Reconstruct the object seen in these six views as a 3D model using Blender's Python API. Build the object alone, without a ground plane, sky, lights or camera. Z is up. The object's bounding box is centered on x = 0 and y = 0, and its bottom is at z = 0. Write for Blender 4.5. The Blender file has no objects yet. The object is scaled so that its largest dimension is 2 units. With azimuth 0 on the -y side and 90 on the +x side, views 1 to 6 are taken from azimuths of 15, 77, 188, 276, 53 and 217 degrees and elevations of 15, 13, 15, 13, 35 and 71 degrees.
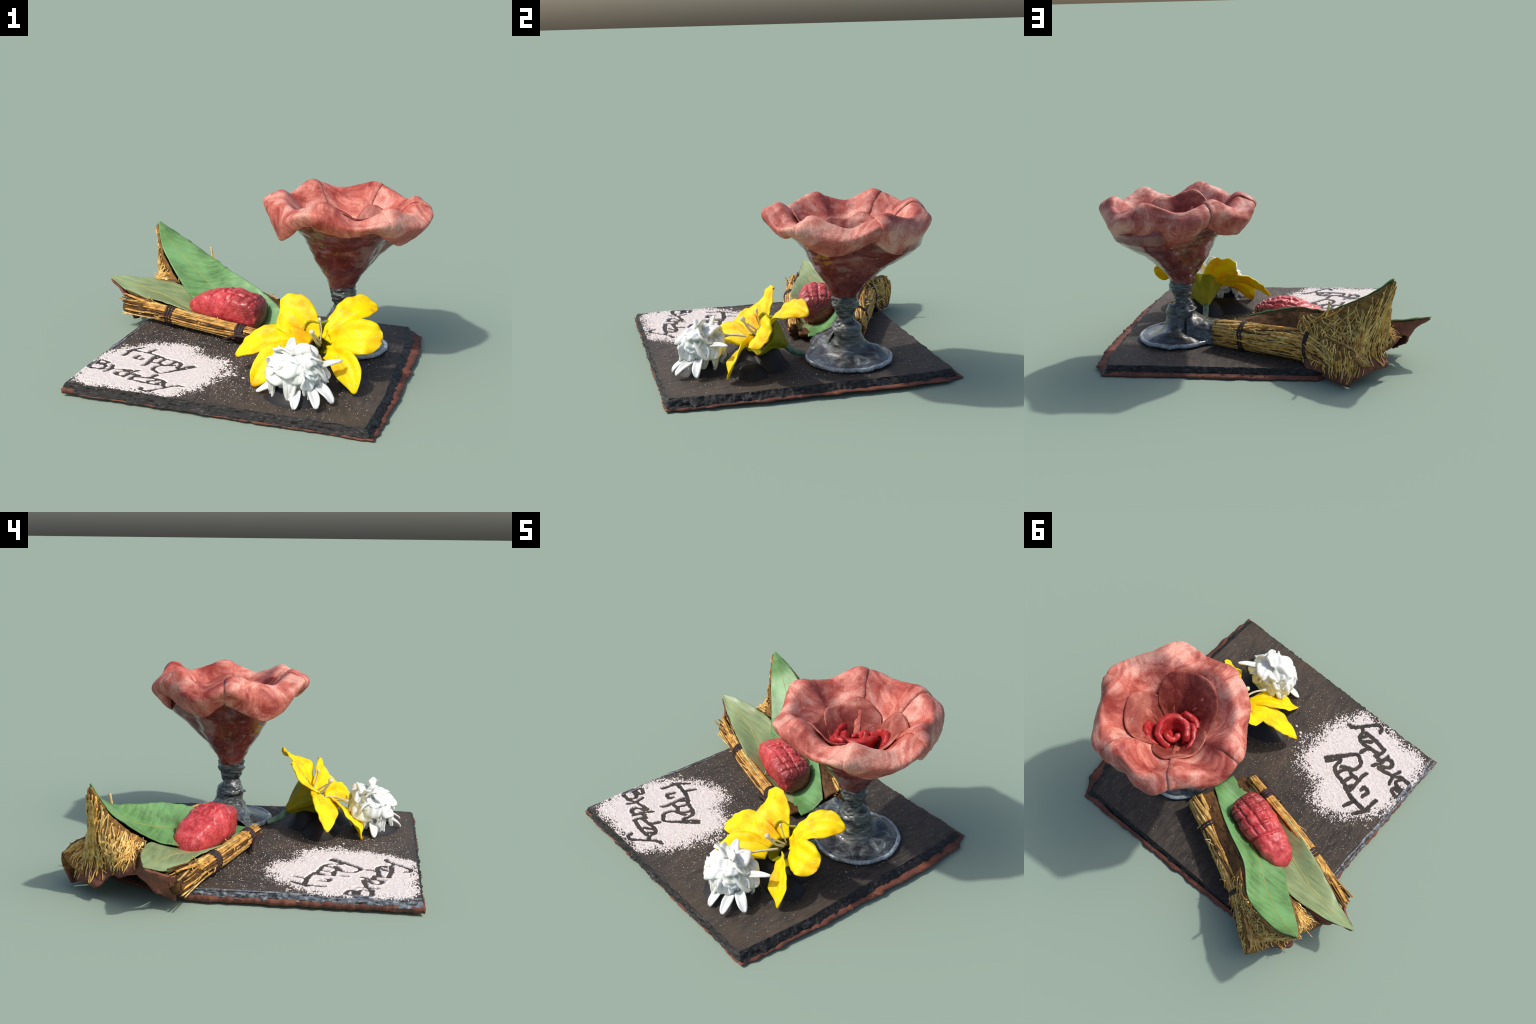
import bpy, math, random
import numpy as np
from mathutils import Matrix

rng = np.random.default_rng(7)
random.seed(7)
TAU = 2 * math.pi

# ------------------------------------------------------------------ helpers
def _hash(ix, iy, iz, seed):
    h = (ix * 374761393 + iy * 668265263 + iz * 2147483647 + seed * 1274126177) & 0xFFFFFFFF
    h = ((h ^ (h >> 13)) * 1274126177) & 0xFFFFFFFF
    h = ((h ^ (h >> 16)) * 2246822519) & 0xFFFFFFFF
    return ((h ^ (h >> 15)) & 0xFFFFFF) / float(0xFFFFFF) * 2 - 1


def vnoise(P, scale, seed=0):
    """smooth value noise in [-1, 1] at points P (..., 3)"""
    Q = np.asarray(P, float) * scale + 100.0
    i = np.floor(Q).astype(np.int64)
    f = Q - i
    f = f * f * (3 - 2 * f)
    r = 0.0
    for a in (0, 1):
        for b in (0, 1):
            for c in (0, 1):
                w = (f[..., 0] if a else 1 - f[..., 0]) * (f[..., 1] if b else 1 - f[..., 1]) * (f[..., 2] if c else 1 - f[..., 2])
                r = r + w * _hash(i[..., 0] + a, i[..., 1] + b, i[..., 2] + c, seed)
    return r


def fbm(P, scale, seed=0, octaves=3):
    return sum(vnoise(P, scale * 2 ** k, seed + 17 * k) / 2 ** k for k in range(octaves))


def catmull(pts, n):
    """smooth curve of n points through pts (..., k, d), uniform parameter"""
    pts = np.asarray(pts, float)
    k = pts.shape[-2]
    p = np.concatenate([2 * pts[..., :1, :] - pts[..., 1:2, :], pts, 2 * pts[..., -1:, :] - pts[..., -2:-1, :]], -2)
    t = np.linspace(0, k - 1, n)
    i = np.minimum(t.astype(int), k - 2)
    f = (t - i)[:, None]
    a, b, c, d = (p[..., i + j, :] for j in range(4))
    return 0.5 * (2 * b + (c - a) * f + (2 * a - 5 * b + 4 * c - d) * f ** 2 + (3 * b - a - 3 * c + d) * f ** 3)


def periodic(nodes, ang):
    """smooth periodic interpolation; nodes: list of (degree, value...)"""
    nodes = sorted(((n[0] % 360,) + tuple(n[1:]) for n in nodes))
    x = np.array([n[0] for n in nodes], float)
    y = np.array([n[1:] for n in nodes], float)
    x = np.concatenate([x[-2:] - 360, x, x[:2] + 360])
    y = np.concatenate([y[-2:], y, y[:2]])
    m = np.zeros_like(y)
    m[1:-1] = (y[2:] - y[:-2]) / (x[2:] - x[:-2])[:, None]
    a = np.asarray(ang, float) % 360
    i = np.clip(np.searchsorted(x, a, side="right") - 1, 1, len(x) - 3)
    h = (x[i + 1] - x[i])
    t = ((a - x[i]) / h)[..., None]
    h = h[..., None]
    return ((2 * t ** 3 - 3 * t ** 2 + 1) * y[i] + (t ** 3 - 2 * t ** 2 + t) * h * m[i]
            + (-2 * t ** 3 + 3 * t ** 2) * y[i + 1] + (t ** 3 - t ** 2) * h * m[i + 1])


def unit(v):
    v = np.asarray(v, float)
    return v / np.maximum(np.linalg.norm(v, axis=-1, keepdims=True), 1e-9)


def sstep(a, b, x):
    t = np.clip((x - a) / (b - a), 0, 1)
    return t * t * (3 - 2 * t)


def add_mesh(name, verts, faces, mat, parent=None, smooth=True, stuff=False):
    me = bpy.data.meshes.new(name)
    me.from_pydata(np.asarray(verts, float).tolist(), [], [tuple(int(i) for i in f) for f in faces])
    me.validate()
    me.update()
    if smooth:
        me.polygons.foreach_set("use_smooth", [True] * len(me.polygons))
    me.materials.append(mat)
    ob = bpy.data.objects.new(name, me)
    bpy.context.collection.objects.link(ob)
    if parent is not None:
        ob.parent = parent
        ob.matrix_parent_inverse = Matrix.Translation(parent.location).inverted()
    if stuff:
        ob["kind"] = "stuff"
    return ob


def thing(name, loc, label, category):
    e = bpy.data.objects.new(name, None)
    e.location = loc
    e.empty_display_size = 0.05
    bpy.context.collection.objects.link(e)
    e["label"] = label
    e["category"] = category
    return e


def grid_faces(nu, nv, off=0, wrap_v=False):
    i, j = np.meshgrid(np.arange(nu - 1), np.arange(nv if wrap_v else nv - 1), indexing="ij")
    j2 = (j + 1) % nv
    a, b, c, d = i * nv + j, i * nv + j2, (i + 1) * nv + j2, (i + 1) * nv + j
    return (np.stack([a, b, c, d], -1).reshape(-1, 4) + off)


def grid_normals(P):
    du = np.gradient(P, axis=0)
    dv = np.gradient(P, axis=1)
    return unit(np.cross(du, dv))


def sheet(P, th):
    """closed thick sheet around the grid P (nu, nv, 3)"""
    nu, nv = P.shape[:2]
    n = grid_normals(P)
    th = np.broadcast_to(np.asarray(th, float), (nu, nv))[..., None]
    top, bot = P + n * th / 2, P - n * th / 2
    V = np.concatenate([top.reshape(-1, 3), bot.reshape(-1, 3)])
    N = nu * nv
    f = grid_faces(nu, nv)
    F = [*f, *(f[:, ::-1] + N)]
    idx = np.arange(N).reshape(nu, nv)
    loop = np.concatenate([idx[:-1, 0], idx[-1, :-1], idx[:0:-1, -1], idx[0, :0:-1]])
    nxt = np.roll(loop, -1)
    F += list(np.stack([loop, nxt, nxt + N, loop + N], -1))
    return V, np.array(F)


def tube(path, rad, sides=6, squash=1.0):
    path = np.asarray(path, float)
    n = len(path)
    rad = np.broadcast_to(np.asarray(rad, float), (n,))
    T = unit(np.gradient(path, axis=0))
    ref = np.array([0.13, 0.21, 1.0])
    if abs(np.dot(unit(T.mean(0)), unit(ref))) > 0.9:
        ref = np.array([1.0, 0.2, 0.1])
    A = unit(np.cross(T, ref))
    B = np.cross(T, A)
    a = np.linspace(0, TAU, sides, endpoint=False)
    V = path[:, None] + rad[:, None, None] * (np.cos(a)[None, :, None] * A[:, None] + squash * np.sin(a)[None, :, None] * B[:, None])
    V = V.reshape(-1, 3)
    F = list(grid_faces(n, sides, 0, True))
    F = [tuple(f) for f in F] + [tuple(range(sides))[::-1], tuple(range((n - 1) * sides, n * sides))]
    return V, F


def join(parts):
    V, F, o = [], [], 0
    for v, f in parts:
        V.append(np.asarray(v))
        F += [tuple(int(i) + o for i in q) for q in f]
        o += len(v)
    return np.concatenate(V), F


# ---------------------------------------------------------------- materials
def lin(c):
    return tuple((x / 12.92 if x <= 0.04045 else ((x + 0.055) / 1.055) ** 2.4) for x in c) + (1.0,)


class Mat:
    def __init__(self, name, rough=0.6, **principled):
        self.m = bpy.data.materials.new(name)
        self.m.use_nodes = True
        self.t = self.m.node_tree
        self.b = self.t.nodes["Principled BSDF"]
        self.b.inputs["Roughness"].default_value = rough
        for k, v in principled.items():
            self.b.inputs[k.replace("_", " ")].default_value = v
        self.co = self.t.nodes.new("ShaderNodeTexCoord").outputs["Object"]

    def node(self, kind, **inputs):
        n = self.t.nodes.new(kind)
        for k, v in inputs.items():
            s = n.inputs[k.replace("_", " ")] if not isinstance(k, int) else n.inputs[k]
            if hasattr(v, "is_output"):
                self.t.links.new(v, s)
            else:
                s.default_value = v
        return n

    def mapped(self, scale=(1, 1, 1), rot=(0, 0, 0), loc=(0, 0, 0)):
        n = self.node("ShaderNodeMapping", Vector=self.co, Scale=scale, Rotation=rot, Location=loc)
        return n.outputs["Vector"]

    def noise(self, scale, detail=4.0, rough=0.6, vec=None, dist=0.0):
        n = self.node("ShaderNodeTexNoise", Vector=vec if vec is not None else self.co, Scale=scale, Detail=detail, Roughness=rough, Distortion=dist)
        return n.outputs["Fac"]

    def voronoi(self, scale, vec=None, feature="F1"):
        n = self.node("ShaderNodeTexVoronoi", Vector=vec if vec is not None else self.co, Scale=scale)
        n.feature = feature
        return n.outputs["Distance"]

    def ramp(self, fac, stops):
        n = self.node("ShaderNodeValToRGB", Fac=fac)
        r = n.color_ramp
        while len(r.elements) < len(stops):
            r.elements.new(0.5)
        for e, (p, c) in zip(r.elements, stops):
            e.position = p
            e.color = c if len(c) == 4 else (*c, 1)
        return n.outputs["Color"]

    def mix(self, fac, a, b, mode="MIX"):
        n = self.t.nodes.new("ShaderNodeMix")
        n.data_type = "RGBA"
        n.blend_type = mode
        for s, v in ((n.inputs[0], fac), (n.inputs[6], a), (n.inputs[7], b)):
            if hasattr(v, "is_output"):
                self.t.links.new(v, s)
            else:
                s.default_value = v if isinstance(v, float) else (v if len(v) == 4 else (*v, 1))
        return n.outputs[2]

    def math(self, op, a, b=0.0):
        n = self.t.nodes.new("ShaderNodeMath")
        n.operation = op
        for s, v in ((n.inputs[0], a), (n.inputs[1], b)):
            if hasattr(v, "is_output"):
                self.t.links.new(v, s)
            else:
                s.default_value = v
        return n.outputs[0]

    def random(self):
        return self.t.nodes.new("ShaderNodeObjectInfo").outputs["Random"]

    def color(self, c):
        self.t.links.new(c, self.b.inputs["Base Color"])
        return self

    def bump(self, h, strength=0.3, dist=0.01):
        n = self.node("ShaderNodeBump", Height=h, Strength=strength, Distance=dist)
        self.t.links.new(n.outputs["Normal"], self.b.inputs["Normal"])
        return self


def grey(v):
    return (v, v, v, 1)


def mat_slate():
    m = Mat("slate", 0.55, Specular_IOR_Level=0.35)
    a = m.ramp(m.noise(3.0, 6, 0.6), [(0.3, lin((0.165, 0.155, 0.155))), (0.52, lin((0.26, 0.235, 0.215))), (0.72, lin((0.345, 0.29, 0.235)))])
    streak = m.noise(60, 4, 0.7, m.mapped((1.0, 0.22, 1), (0, 0, 0.7)))
    b = m.mix(m.ramp(streak, [(0.4, grey(0)), (0.7, grey(1))]), a, lin((0.40, 0.355, 0.31)))
    b = m.mix(0.75, a, b)
    m.color(b)
    m.bump(m.math("ADD", m.noise(90, 5, 0.7, m.mapped((1, 0.3, 1), (0, 0, 0.7))), m.noise(350, 2)), 0.7, 0.008)
    return m.m


def mat_slate_edge():
    m = Mat("broken_slate", 0.45, Specular_IOR_Level=0.5)
    lay = m.noise(40, 5, 0.75, m.mapped((1, 1, 4)))
    m.color(m.ramp(lay, [(0.44, lin((0.085, 0.085, 0.085))), (0.58, lin((0.17, 0.16, 0.155))), (0.72, lin((0.55, 0.54, 0.54)))]))
    m.bump(lay, 0.6, 0.01)
    return m.m


def mat_slate_pale():
    m = Mat("pale_chipped_slate", 0.4, Specular_IOR_Level=0.5)
    f = m.noise(45, 5, 0.7)
    m.color(m.ramp(f, [(0.35, lin((0.25, 0.25, 0.26))), (0.55, lin((0.48, 0.51, 0.55))), (0.72, lin((0.70, 0.72, 0.74)))]))
    m.bump(f, 0.6, 0.01)
    return m.m


def mat_table_brown():
    m = Mat("brown_table", 0.8)  # brown of the table caught along with the scanned dish
    f = m.noise(9, 5, 0.6)
    fine = m.noise(120, 3, 0.6, m.mapped((1, 1, 0.25)))
    c = m.ramp(f, [(0.3, lin((0.25, 0.16, 0.14))), (0.5, lin((0.43, 0.25, 0.20))), (0.7, lin((0.55, 0.32, 0.22)))])
    m.color(m.mix(0.35, c, m.ramp(fine, [(0.35, lin((0.30, 0.17, 0.13))), (0.65, lin((0.58, 0.36, 0.28)))])))
    m.bump(fine, 0.3, 0.004)
    return m.m


def mat_powder():
    m = Mat("powdered_sugar", 0.9)
    f = m.noise(70, 4, 0.7)
    m.color(m.ramp(f, [(0.3, lin((0.83, 0.78, 0.76))), (0.6, lin((0.93, 0.90, 0.88)))]))
    m.bump(m.noise(220, 3, 0.7), 0.5, 0.006)
    return m.m


def mat_meat(name, pale, mid, red, bias=0.0, rough=0.5, shift=0.0):
    m = Mat(name, rough, Specular_IOR_Level=0.35)
    m.co = m.mapped((1, 1, 1), (0, 0, shift), (shift, 2 * shift, shift))
    big = m.noise(4.6, 6, 0.6, dist=1.2)
    c = m.ramp(big, [(0.38 + bias, lin(pale)), (0.50 + bias, lin(mid)), (0.63 + bias, lin(red))])
    hair = m.noise(150, 3, 0.65, m.mapped((1, 1, 0.3)))
    c = m.mix(m.ramp(hair, [(0.42, grey(0)), (0.72, grey(0.55))]), c, lin(red))
    streak = m.noise(26, 5, 0.75, dist=2.5)
    c = m.mix(m.ramp(streak, [(0.60, grey(0)), (0.70, grey(0.5))]), c, lin((0.93, 0.78, 0.74)))
    m.color(c)
    m.bump(m.math("ADD", hair, m.noise(60, 4)), 0.22, 0.005)
    return m.m


def mat_seared():
    m = Mat("seared_meat", 0.38, Specular_IOR_Level=0.45, Coat_Weight=0.15)
    big = m.noise(9, 5, 0.65, dist=1.0)
    raw = m.ramp(big, [(0.35, lin((0.64, 0.14, 0.17))), (0.55, lin((0.79, 0.25, 0.26))), (0.70, lin((0.85, 0.40, 0.40)))])
    sear = m.ramp(big, [(0.35, lin((0.34, 0.11, 0.12))), (0.55, lin((0.52, 0.18, 0.17))), (0.70, lin((0.68, 0.30, 0.25)))])
    x = m.node("ShaderNodeSeparateXYZ", Vector=m.co).outputs["X"]
    end = m.ramp(m.math("ADD", x, m.math("MULTIPLY", m.noise(7, 3), 0.3)), [(0.02, grey(0)), (0.20, grey(1))])
    c = m.mix(end, raw, sear)
    fibre = m.noise(130, 3, 0.6, m.mapped((0.25, 1, 1), (0, 0, -0.25)))
    c = m.mix(m.ramp(fibre, [(0.50, grey(0)), (0.75, grey(0.5))]), c, lin((0.88, 0.56, 0.56)))
    m.color(c)
    m.bump(fibre, 0.3, 0.005)
    return m.m


def mat_glass_meat():
    m = Mat("meat_behind_glass", 0.22, Specular_IOR_Level=0.5, Coat_Weight=0.5, Coat_Roughness=0.1)
    big = m.noise(7, 5, 0.6, dist=1.2)
    c = m.ramp(big, [(0.3, lin((0.36, 0.13, 0.12))), (0.5, lin((0.50, 0.22, 0.20))), (0.68, lin((0.62, 0.36, 0.33)))])
    st = m.noise(16, 5, 0.75, dist=3.0)
    c = m.mix(m.ramp(st, [(0.58, grey(0)), (0.72, grey(0.6))]), c, lin((0.74, 0.62, 0.58)))
    m.color(c)
    m.bump(m.noise(22, 3), 0.15, 0.01)
    return m.m


def mat_glass():
    m = Mat("cloudy_glass", 0.15, Specular_IOR_Level=0.6, Coat_Weight=0.6, Coat_Roughness=0.08)
    w = m.noise(16, 6, 0.7, m.mapped((0.5, 0.5, 2.2)), dist=2.0)
    c = m.ramp(w, [(0.30, lin((0.10, 0.105, 0.11))), (0.48, lin((0.24, 0.255, 0.26))), (0.62, lin((0.42, 0.45, 0.45))), (0.76, lin((0.74, 0.78, 0.78)))])
    m.color(c)
    m.bump(w, 0.5, 0.012)
    return m.m


def mat_glass_rim():
    m = Mat("pale_glass_rim", 0.15, Specular_IOR_Level=0.6, Coat_Weight=0.6)
    w = m.noise(28, 5, 0.7, dist=1.0)
    m.color(m.ramp(w, [(0.3, lin((0.30, 0.32, 0.34))), (0.52, lin((0.60, 0.64, 0.66))), (0.72, lin((0.82, 0.86, 0.88)))]))
    m.bump(w, 0.3, 0.006)
    return m.m


def mat_leaf(name, dark, light, angle):
    m = Mat(name, 0.42, Specular_IOR_Level=0.45)
    ribs = m.noise(70, 3, 0.6, m.mapped((0.05, 1, 0.5), (0, 0, angle)))
    big = m.noise(6, 4, 0.6)
    c = m.ramp(big, [(0.3, lin(dark)), (0.68, lin(light))])
    c = m.mix(m.ramp(m.noise(3.2, 2), [(0.50, grey(0)), (0.66, grey(0.6))]), c, lin(tuple(0.5 * a_ + 0.5 * b_ for a_, b_ in zip(light, (0.48, 0.70, 0.55)))))
    c = m.mix(m.ramp(ribs, [(0.35, grey(0)), (0.7, grey(0.45))]), c, lin(tuple(min(1, x * 1.18 + 0.03) for x in light)))
    spk = m.noise(220, 2)
    c = m.mix(m.ramp(spk, [(0.62, grey(0)), (0.75, grey(0.25))]), c, lin(tuple(x * 0.7 for x in dark)))
    m.color(c)
    m.bump(ribs, 0.15, 0.004)
    return m.m


def mat_straw(name, base, dark, rnd=0.5):
    m = Mat(name, 0.65, Specular_IOR_Level=0.3)
    f = m.noise(38, 5, 0.7, m.mapped((0.5, 0.9, 1.0), (0, 0, 0.5)))
    c = m.ramp(f, [(0.30, lin(dark)), (0.48, lin(base)), (0.7, lin(tuple(min(1, x * 1.22 + 0.03) for x in base)))])
    hsv = m.node("ShaderNodeHueSaturation", Color=c)
    m.t.links.new(m.math("ADD", m.math("MULTIPLY", m.random(), rnd), 1.0 - rnd * 0.5), hsv.inputs["Value"])
    m.color(hsv.outputs["Color"])
    m.bump(m.noise(160, 3), 0.3, 0.004)
    return m.m


def mat_yellow(name, base, deep):
    m = Mat(name, 0.5, Specular_IOR_Level=0.3)
    f = m.noise(9, 4, 0.6)
    c = m.ramp(f, [(0.47, lin(base)), (0.70, lin(deep))])
    m.color(c)
    m.bump(m.noise(34, 4, 0.6, dist=1.0), 0.3, 0.006)
    out = m.t.nodes["Material Output"]
    tr = m.node("ShaderNodeBsdfTranslucent", Color=c)
    mx = m.t.nodes.new("ShaderNodeMixShader")
    mx.inputs[0].default_value = 0.15
    m.t.links.new(m.b.outputs[0], mx.inputs[1])
    m.t.links.new(tr.outputs[0], mx.inputs[2])
    m.t.links.new(mx.outputs[0], out.inputs["Surface"])
    return m.m


def mat_plain(name, c1, c2, scale=20, rough=0.5, **kw):
    m = Mat(name, rough, **kw)
    f = m.noise(scale, 4, 0.6)
    m.color(m.ramp(f, [(0.35, lin(c1)), (0.65, lin(c2))]))
    m.bump(f, 0.2, 0.005)
    return m.m


SLATE, SLATE_EDGE, SLATE_PALE, TABLE_BROWN, POWDER = mat_slate(), mat_slate_edge(), mat_slate_pale(), mat_table_brown(), mat_powder()
FLOWER_WEB = mat_plain("dark_scan_web", (0.085, 0.085, 0.10), (0.14, 0.135, 0.14), 12, 0.6)  # near-black keeps the shade baked into the scan web below the flowers
PETAL_MEAT = mat_meat("marbled_meat", (0.90, 0.66, 0.59), (0.79, 0.445, 0.385), (0.58, 0.215, 0.18), 0.01)
INNER_MEAT = mat_meat("dark_marbled_meat", (0.78, 0.50, 0.43), (0.64, 0.33, 0.28), (0.46, 0.17, 0.14), -0.02, 0.5, 1.7)
HEART_MEAT = mat_plain("raw_red_meat", (0.58, 0.10, 0.11), (0.80, 0.24, 0.24), 24, 0.42)
SEARED = mat_seared()
GLASS_MEAT, GLASS, GLASS_RIM = mat_glass_meat(), mat_glass(), mat_glass_rim()
LEAF_GREEN = mat_leaf("green_bamboo_leaf", (0.24, 0.38, 0.20), (0.42, 0.60, 0.36), -0.62)
LEAF_OLIVE = mat_leaf("olive_bamboo_leaf", (0.40, 0.47, 0.30), (0.55, 0.60, 0.42), -0.36)
LEAF_RIB = mat_plain("leaf_midrib", (0.62, 0.58, 0.30), (0.72, 0.68, 0.38))
STRAW = mat_straw("golden_straw", (0.74, 0.56, 0.28), (0.40, 0.26, 0.11))
STRAW_PALE = mat_straw("pale_straw", (0.80, 0.68, 0.42), (0.50, 0.36, 0.18))
STRAW_WALL = mat_straw("matted_straw", (0.52, 0.38, 0.19), (0.17, 0.12, 0.07), 0.1)
STRAW_DARK = mat_straw("dark_straw", (0.36, 0.24, 0.12), (0.13, 0.085, 0.06), 0.2)
TIE = mat_plain("dark_twine", (0.13, 0.08, 0.08), (0.25, 0.16, 0.15), 60, 0.7)
YELLOW = mat_yellow("yellow_petal", (1.0, 0.90, 0.02), (0.98, 0.71, 0.01))
YELLOW_GREEN = mat_yellow("petal_tube", (0.62, 0.62, 0.08), (0.78, 0.66, 0.05))
STAMEN = mat_plain("stamen", (0.80, 0.78, 0.68), (0.90, 0.88, 0.82))
STEM = mat_plain("flower_stem", (0.28, 0.45, 0.34), (0.55, 0.66, 0.55))
WHITE = mat_plain("white_radish", (0.86, 0.87, 0.83), (0.945, 0.955, 0.955), 14, 0.35, Subsurface_Weight=0.1, Subsurface_Scale=0.02)
DROP = Mat("water", 0.08, Specular_IOR_Level=0.6, Coat_Weight=1.0)
DROP.color(DROP.ramp(DROP.noise(3), [(0, (0.9, 0.68, 0.10, 1)), (1, (0.95, 0.80, 0.30, 1))]))
DROP = DROP.m

# -------------------------------------------------------------- slate plate
TOP = 0.060
# outlines, anticlockwise from the front right corner; the far left corner is lost under the raft
SLAB_TOP = [(.852, -.862), (.880, -.45), (.876, .05), (.880, .50), (.858, .708), (-.360, .706), (-.690, .250), (-.708, -.852)]
SLAB_LOW = [(.885, -.880), (.925, -.45), (.930, .05), (.928, .50), (.875, .738), (-.365, .718), (-.695, .255), (-.722, -.866)]
CRUST = [(.900, -.886), (.942, -.48), (.962, .05), (.972, .48), (.948, .65), (.886, .768), (-.375, .752), (-.706, .262), (-.722, -.868)]
CRUST_Z = [.003, .016, .020, .018, .010, .000, .002, .012, .014]
PLATE_MID = np.array([0.12, -0.08])


def plane(x, y):
    """the board lies a little tilted"""
    return TOP - 0.007 * x - 0.006 * y


def slab_top(x, y):
    P = np.stack([x, y, 0 * x], -1)
    return plane(x, y) + 0.0016 * fbm(P, 9, 3) + 0.0009 * vnoise(P * np.array([1.0, 0.4, 1]), 60, 5)


def loop_points(corners, steps, extra=None):
    c = np.array(corners, float)
    if extra is not None:
        c = np.concatenate([c, np.array(extra, float)[:, None]], 1)
    out = []
    for k in range(len(c)):
        t = np.linspace(0, 1, steps[k], endpoint=False)[:, None]
        out.append(c[k] * (1 - t) + c[(k + 1) % len(c)] * t)
    return np.concatenate(out)


def inside_poly(x, y, poly):
    res = np.zeros(np.shape(x), bool)
    for (x1, y1), (x2, y2) in zip(poly, poly[1:] + poly[:1]):
        cond = ((y1 > y) != (y2 > y)) & (x < (x2 - x1) * (y - y1) / (y2 - y1 + 1e-12) + x1)
        res ^= cond
    return res


plate = thing("slate_plate", (0.08, -0.07, 0.0), "dark square slate board dusted with white powder writing", "serving board")
# top face: rings of the outline drawn in towards the middle
STEPS = [64, 76, 68, 32, 180, 84, 160, 230]
edge = loop_points(SLAB_TOP, STEPS)
NE = len(edge)
ks = np.concatenate([np.linspace(1, 0.02, 110)])
P2 = PLATE_MID + ks[:, None, None] * (edge - PLATE_MID)[None]
P = np.concatenate([P2, slab_top(P2[..., 0], P2[..., 1])[..., None]], -1)
F = [tuple(f) for f in grid_faces(110, NE, 0, True)] + [tuple(range(109 * NE, 110 * NE))]
add_mesh("slab_face", P.reshape(-1, 3), F, SLATE, plate)
# chipped edge; the left side is worn to a pale chamfer
lowp = loop_points(SLAB_LOW, STEPS)
rows = []
heights = [1.0, 0.93, 0.80, 0.62, 0.44, 0.26, 0.10, 0.0]
for h in heights:
    base = edge * h + lowp * (1 - h)
    q = np.concatenate([base, np.full((len(base), 1), h * 0.3)], 1)
    wob = 0.0 * q[:, 0] if h == 1 else 0.010 * fbm(q, 26, 11) + 0.006 * vnoise(q, 90, 13)
    inward = unit(PLATE_MID - base)
    leftish = (base[:, 0] < -0.66).astype(float)
    z = slab_top(base[:, 0], base[:, 1]) * h + (0.014 + 0.020 * leftish) * (1 - h)
    z = z + (0.004 * vnoise(q, 60, 19) if 0 < h < 1 else 0)
    rows.append(np.concatenate([base + inward * wob[:, None], z[:, None]], 1))
rows = np.array(rows)
left0 = sum(STEPS[:6])
for a_, b_, mt in ((0, left0, SLATE_EDGE), (left0, left0 + STEPS[6], SLATE_PALE), (left0 + STEPS[6], NE, SLATE_EDGE)):
    idx = np.arange(a_, b_ + 1) % NE
    strip = rows[:, idx].copy()
    if mt is SLATE_PALE:
        strip[0, :, 0] += 0.020 + 0.012 * vnoise(strip[0] * np.array([1, 1, 0]), 12, 21)
        strip[0, :, 2] += 0.002
    add_mesh("slab_edge", strip.reshape(-1, 3), grid_faces(len(heights), len(idx))[:, ::-1], mt, plate)
# brown remnant of the scanned table that shows all round under the slate
CSTEPS = [80, 90, 70, 24, 20, 200, 100, 180, 260]
c3 = loop_points(CRUST, CSTEPS, CRUST_Z)
cp, cz = c3[:, :2], c3[:, 2]
cq = np.concatenate([cp, np.zeros((len(cp), 1))], 1)
jag = 0.007 * fbm(cq, 14, 31) + 0.006 * vnoise(cq, 45, 33)
inward = unit(PLATE_MID - cp)
outer = cp + inward * jag[:, None]
lf = (cp[:, 0] < -0.66).astype(float)
reach = np.interp(cp[:, 0], [0.7, 0.95], [0.028, 0.075])
inner = cp + inward * reach[:, None]
V = np.concatenate([
    np.concatenate([inner, (0.022 + 0.020 * lf)[:, None]], 1),
    np.concatenate([outer * 0.5 + inner * 0.5, (cz * 0.5 + 0.012 + 0.024 * lf + 0.003 * vnoise(cq, 40, 35))[:, None]], 1),
    np.concatenate([outer, (cz + 0.006 + 0.020 * lf + 0.003 * vnoise(cq, 30, 36))[:, None]], 1),
    np.concatenate([outer + inward * 0.004, np.maximum(0, cz + 0.003 * vnoise(cq, 30, 37))[:, None]], 1),
    np.concatenate([inner + inward * 0.1, np.full((len(cp), 1), 0.012)], 1),
])
nl = len(cp)
F = [tuple(f) for f in grid_faces(5, nl, 0, True)] + [tuple(range(4 * nl, 5 * nl))]
add_mesh("table_remnant", V, F, TABLE_BROWN, plate)

# powder with the writing drawn through it (strokes in plate coordinates)
HAPPY = [
    [(-.522, -.238), (-.582, -.314)], [(-.570, -.320), (-.581, -.396)], [(-.446, -.245), (-.475, -.311)], [(-.469, -.310), (-.555, -.299)],
    [(-.469, -.310), (-.419, -.323), (-.353, -.356), (-.284, -.374), (-.241, -.398), (-.235, -.435), (-.235, -.470), (-.223, -.490), (-.291, -.564), (-.337, -.547), (-.357, -.521), (-.345, -.476), (-.305, -.456), (-.266, -.436)],
    [(-.170, -.407), (-.221, -.471)], [(-.151, -.421), (-.219, -.495)], [(-.495, -.366), (-.507, -.410), (-.469, -.419), (-.462, -.397)],
    [(-.420, -.501), (-.409, -.445), (-.413, -.390), (-.409, -.335)], [(-.317, -.462), (-.355, -.434), (-.413, -.440)],
    [(-.275, -.375), (-.290, -.426), (-.326, -.460)], [(-.364, -.433), (-.341, -.371)], [(-.413, -.390), (-.374, -.340)]]
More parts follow.
